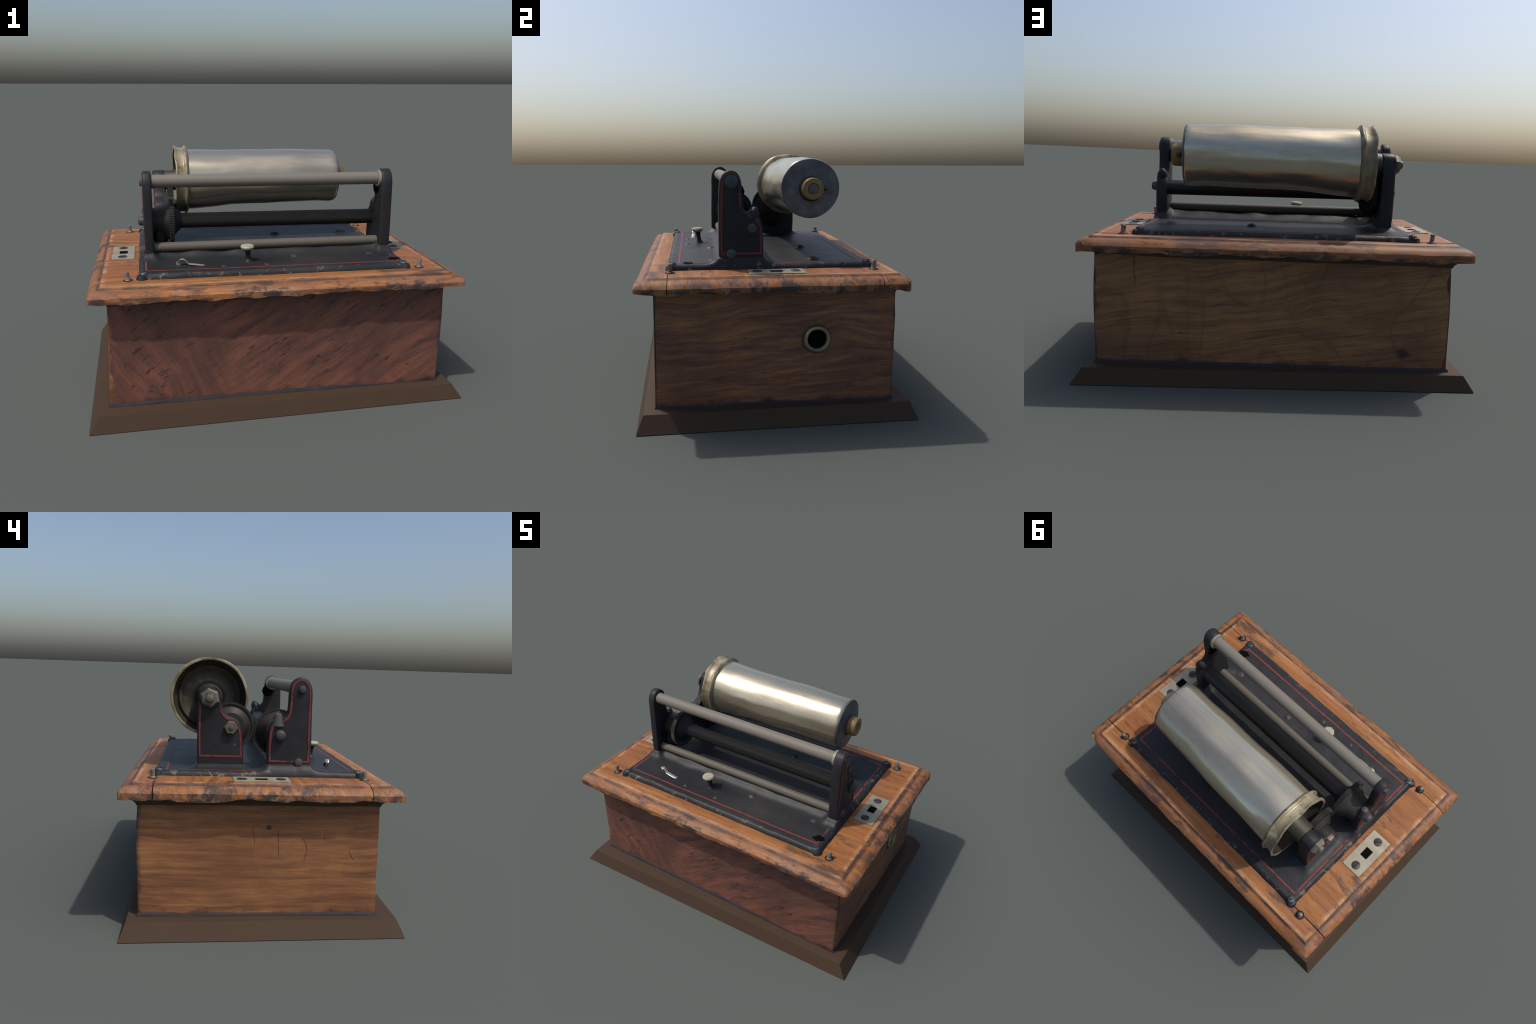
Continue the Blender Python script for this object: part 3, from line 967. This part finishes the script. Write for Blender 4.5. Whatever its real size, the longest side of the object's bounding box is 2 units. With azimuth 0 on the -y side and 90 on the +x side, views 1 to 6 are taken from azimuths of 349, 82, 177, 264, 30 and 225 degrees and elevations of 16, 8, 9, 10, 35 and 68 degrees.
head_x("bolt", -0.675, -1, -0.199, 1.170, 0.020, 0.016, BOLT, bFL, 7)
head_x("bolt", -0.675, -1, -0.097, 0.941, 0.027, 0.032, BOLT, bFL, 16)
head_x("bolt", -0.675, -1, -0.194, 0.803, 0.021, 0.012, BOLT, bFL, 18)
head_x("washer", -0.675, -1, -0.194, 0.803, 0.028, 0.003, BRACKET, bFL, 24)
head_x("bolt", 0.700, 1, -0.198, 1.160, 0.033, 0.011, SCREW, bFR, 24)
head_x("bolt", 0.700, 1, -0.097, 0.928, 0.027, 0.034, BOLT, bFR, 6, 0.75, 0.2)
head_x("washer", 0.700, 1, -0.095, 0.926, 0.040, 0.006, BRACKET, bFR, 24)
head_x("bolt", 0.700, 1, -0.199, 0.798, 0.026, 0.012, SCREW, bFR, 20)
# oil cups on the bracket shoulders
add("oil_cup", upright([(0.985, 0.034), (1.012, 0.027), (1.028, 0.021), (1.042, 0.018), (1.048, 0.009)], -0.655, -0.088, 14, (0, 0)), BOLT, bFL)
add("oil_cup", upright([(0.975, 0.036), (1.000, 0.032), (1.014, 0.026), (1.026, 0.016), (1.034, 0.006)], 0.672, -0.095, 12, (0, 0.30)), BRACKET, bFR)
# big hexagon nut with domed shaft end, smaller nut below
nut = head_x("hex_nut", -0.612, -1, 0.257, 1.113, 0.051, 0.032, NUT, bBL, 6, 0.80, 0.35)
head_x("shaft_end", -0.640, -1, 0.257, 1.114, 0.022, 0.022, NUT, nut, 14, 0.5)
head_x("washer", -0.612, -1, 0.257, 1.113, 0.056, 0.006, BRACKET, bBL, 24)
nut = head_x("hex_nut", -0.612, -1, 0.148, 0.967, 0.036, 0.024, NUT, bBL, 6, 0.85, 0.1)
head_x("shaft_end", -0.632, -1, 0.148, 0.967, 0.014, 0.010, BOLT, nut, 12, 0.6)
# collar round the top rod at the right bracket, and a dark recess below it
add("collar", turned([(0.628, 0.036), (0.628, 0.046), (0.642, 0.046), (0.642, 0.036)], -0.199, 1.163, 32), PALE, bFR)
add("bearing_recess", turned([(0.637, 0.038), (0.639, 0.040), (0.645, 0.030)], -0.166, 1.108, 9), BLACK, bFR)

# --------------------------------------------------------------------------- rods
add("top_rod", turned([(-0.632, 0.0345), (0.645, 0.0345)], -0.199, 1.1755, 40, -0.200, 1.1635), ROD_A)
add("feed_rod", turned([(-0.52, 0.0425), (0.645, 0.0425)], -0.098, 0.937, 40, -0.099, 0.9235), ROD_B)
add("lower_rod", turned([(-0.632, 0.0255), (0.645, 0.0255)], -0.206, 0.816, 32, -0.204, 0.806), ROD_C)


# --------------------------------------------------------------------------- gears
def gear(cy, cz, r, x0, x1, teeth, depth):
    n = teeth * 4
    rings = []
    for x, k, inner in ((x0, 0, 0.04), (x0 + 0.004, 0, r * 0.55), (x0 + 0.004, 0, r * 0.86), (x0, 0, r * 0.9), (x0, 1, r),
                        (x1, 1, r), (x1, 0, r * 0.9), (x1 - 0.005, 0, r * 0.84), (x1 - 0.005, 0, r * 0.3)):
        ring = []
        for i in range(n):
            a = 2 * pi * i / n
            rr = inner - (depth if k and (i % 4) in (0, 1) else 0)
            ring.append((x, cy + rr * cos(a), cz + rr * sin(a)))
        rings.append(ring)
    return loft(rings)


g1 = add("idler_gear", gear(0.148, 0.966, 0.126, -0.534, -0.503, 84, 0.004), GEARMAT, angle=25)
g2 = add("feed_gear", gear(-0.098, 0.938, 0.124, -0.537, -0.512, 82, 0.004), GEARMAT, angle=25)
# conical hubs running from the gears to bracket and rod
add("gear_hub", turned([(-0.636, 0.074), (-0.610, 0.076), (-0.580, 0.084), (-0.555, 0.098), (-0.532, 0.114)], -0.098, 0.938, 40, wobble=0.010, wscale=9), GEARMAT, g2)
add("gear_hub", turned([(-0.515, 0.090), (-0.500, 0.072), (-0.485, 0.055), (-0.470, 0.044)], -0.098, 0.938, 40), BRACKET, g2)
add("gear_hub", turned([(-0.560, 0.070), (-0.548, 0.082), (-0.534, 0.098), (-0.520, 0.08)], 0.146, 0.968, 40), GEARMAT, g1)
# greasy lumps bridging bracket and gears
for (cx, cy, cz), (rx, ry, rz) in (((-0.590, -0.125, 0.855), (0.040, 0.060, 0.060)), ((-0.505, 0.165, 0.900), (0.050, 0.080, 0.075))):
    bm = bmesh.new()
    bmesh.ops.create_icosphere(bm, subdivisions=4, radius=1)
    for v in bm.verts:
        k = 1 + 0.28 * nz(v.co.x * 1.6 + cx * 9, v.co.y * 1.6, v.co.z * 1.6 + cz)
        v.co = Vector((cx + v.co.x * rx * k, cy + v.co.y * ry * k, cz + v.co.z * rz * k))
    add("grease_lump", bm, GREASE)

# --------------------------------------------------------------------------- mandrel drum
DRUMOBJ = empty("mandrel")
DRUMOBJ.parent = ROOT
DRUMOBJ.rotation_euler = (0, 0, TURN)
LYc, LZc, RYc, RZc = 0.2555, 1.1125, 0.240, 1.1195
prof = [(-0.385, 0.12), (-0.398, 0.15), (-0.404, 0.178)]
N = 60
for i in range(N + 1):
    t = i / N
    prof.append((-0.405 + 0.875 * t, 0.1805 - 0.0185 * t))
prof += [(0.482, 0.1605), (0.492, 0.158), (0.498, 0.152), (0.500, 0.146)]


def slump(bm):
    """the underside of the shell is flattened and dented along the middle"""
    for v in bm.verts:
        x, y, z = v.co
        yc, zc = LYc + (RYc - LYc) * (x + 0.41) / 0.91, LZc + (RZc - LZc) * (x + 0.41) / 0.91
        dy, dz = y - yc, z - zc
        r = hypot(dy, dz)
        if r < 1e-4:
            continue
        low = max(0, (-dz / r - 0.35) / 0.65)
        e = max(0, min(1, (x + 0.38) / 0.22)) * max(0, min(1, (0.49 - x) / 0.10))
        e *= 1.0 if x < 0 else 1 - 0.55 * min(1, x / 0.3)
        k = 1 - (0.015 * low * e * (1 + 0.35 * nz(x * 7, 1, 2)) + 0.003 * nz(x * 4, dy * 14, dz * 14)) / r
        v.co.y, v.co.z = yc + dy * k, zc + dz * k
    return bm


drum = add("drum", slump(turned(prof, LYc, LZc, 96, RYc, RZc, wobble=0.0045, wscale=5)), DRUM, DRUMOBJ, angle=50)
capf = [(0.494, 0.158), (0.5015, 0.1555), (0.503, 0.150), (0.503, 0.11), (0.505, 0.078), (0.511, 0.068)]
add("end_cap", turned(capf, RYc, RZc, 72, wobble=0.003, seed=2), ENDCAP, DRUMOBJ, angle=50)
# double rimmed flange with hollow dished back
fl = [(-0.404, 0.176), (-0.409, 0.186), (-0.415, 0.199), (-0.421, 0.203), (-0.426, 0.2025), (-0.430, 0.196), (-0.433, 0.1915), (-0.440, 0.191),
      (-0.452, 0.1915), (-0.464, 0.193), (-0.472, 0.197), (-0.479, 0.203), (-0.484, 0.204), (-0.487, 0.199), (-0.484, 0.190)]


def ragged(bm):
    """dinged rims: small nicks and folds that vary quickly round the edge"""
    for v in bm.verts:
        x, y, z = v.co
        a = atan2(z - LZc, y - LYc)
        r = hypot(y - LYc, z - LZc)
        w = max(0, (r - 0.190) / 0.013)
        k = 0.007 * w * (nz(cos(a) * 1.7, sin(a) * 1.7, x * 9) + 0.45 * nz(cos(a) * 4.3 + 5, sin(a) * 4.3, x * 12))
        v.co.x += 0.009 * w * nz(cos(a) * 2.6 + 3, sin(a) * 2.6, 1.5 + x * 8)
        v.co.y += k * cos(a)
        v.co.z += k * sin(a)
    return bm


F = add("flange", ragged(turned(fl, LYc, LZc, 128, wobble=0.004, wscale=16, seed=1, caps=False)), FLANGE, DRUMOBJ, angle=60)
dish = [(-0.483, 0.190), (-0.462, 0.186), (-0.440, 0.181), (-0.424, 0.178), (-0.418, 0.172), (-0.424, 0.166), (-0.430, 0.160),
        (-0.424, 0.150), (-0.408, 0.140), (-0.402, 0.125), (-0.400, 0.09), (-0.408, 0.074), (-0.450, 0.064), (-0.500, 0.060), (-0.545, 0.056)]
add("dished_back", turned(dish, LYc, LZc, 96, wobble=0.003, seed=5, caps=False), DISH, DRUMOBJ, angle=60)
# brass hub, its dark washer and a set screw
hub = add("brass_hub", turned([(0.500, 0.060), (0.545, 0.0595), (0.562, 0.058), (0.569, 0.055), (0.571, 0.050), (0.571, 0.031), (0.566, 0.028),
                               (0.560, 0.024)], 0.2425, 1.1165, 40, wobble=0.002), BRASS, DRUMOBJ, angle=40)
add("shaft_end", turned([(0.550, 0.027), (0.566, 0.027), (0.568, 0.022)], 0.2425, 1.1165, 24), ENDCAP, hub)
add("washer", turned([(0.500, 0.070), (0.511, 0.068), (0.516, 0.062)], 0.2425, 1.1165, 40), BRACKET, hub)
ss = add("set_screw", upright([(0, 0.014), (0.022, 0.014), (0.027, 0.010), (0.028, 0.003)], 0, 0, 14), BOLT, hub)
ss.matrix_local = Matrix.Translation((0.530, 0.298, 1.119)) @ Matrix.Rotation(-pi / 2, 4, 'X')

# --------------------------------------------------------------------------- start knob and spring hook
kz = 0.752
add("stop_knob", upright([(kz, 0.034), (kz + 0.006, 0.024), (kz + 0.020, 0.014), (kz + 0.045, 0.0125), (kz + 0.065, 0.016), (kz + 0.078, 0.024)],
                         -0.130, -0.348, 20, (-0.1, -0.16)), BRACKET)
add("knob_cap", upright([(kz + 0.070, 0.022), (kz + 0.080, 0.036), (kz + 0.087, 0.038), (kz + 0.095, 0.033), (kz + 0.098, 0.015), (kz + 0.096, 0.006)],
                        -0.139, -0.362, 9), KNOBMAT)
hook = catmull([(-0.503, -0.372, 0.752), (-0.505, -0.374, 0.775), (-0.494, -0.380, 0.791), (-0.478, -0.384, 0.791), (-0.464, -0.384, 0.778), (-0.452, -0.385, 0.766),
                (-0.432, -0.388, 0.764), (-0.405, -0.389, 0.760), (-0.372, -0.390, 0.755)], 4)
add("spring_hook", tube(hook, (0.012, 0.003), 10), nickel("bright_spring_steel", hexc(130, 128, 122), hexc(160, 158, 152), hexc(190, 188, 182), 0.35, 0.5, 0.75))
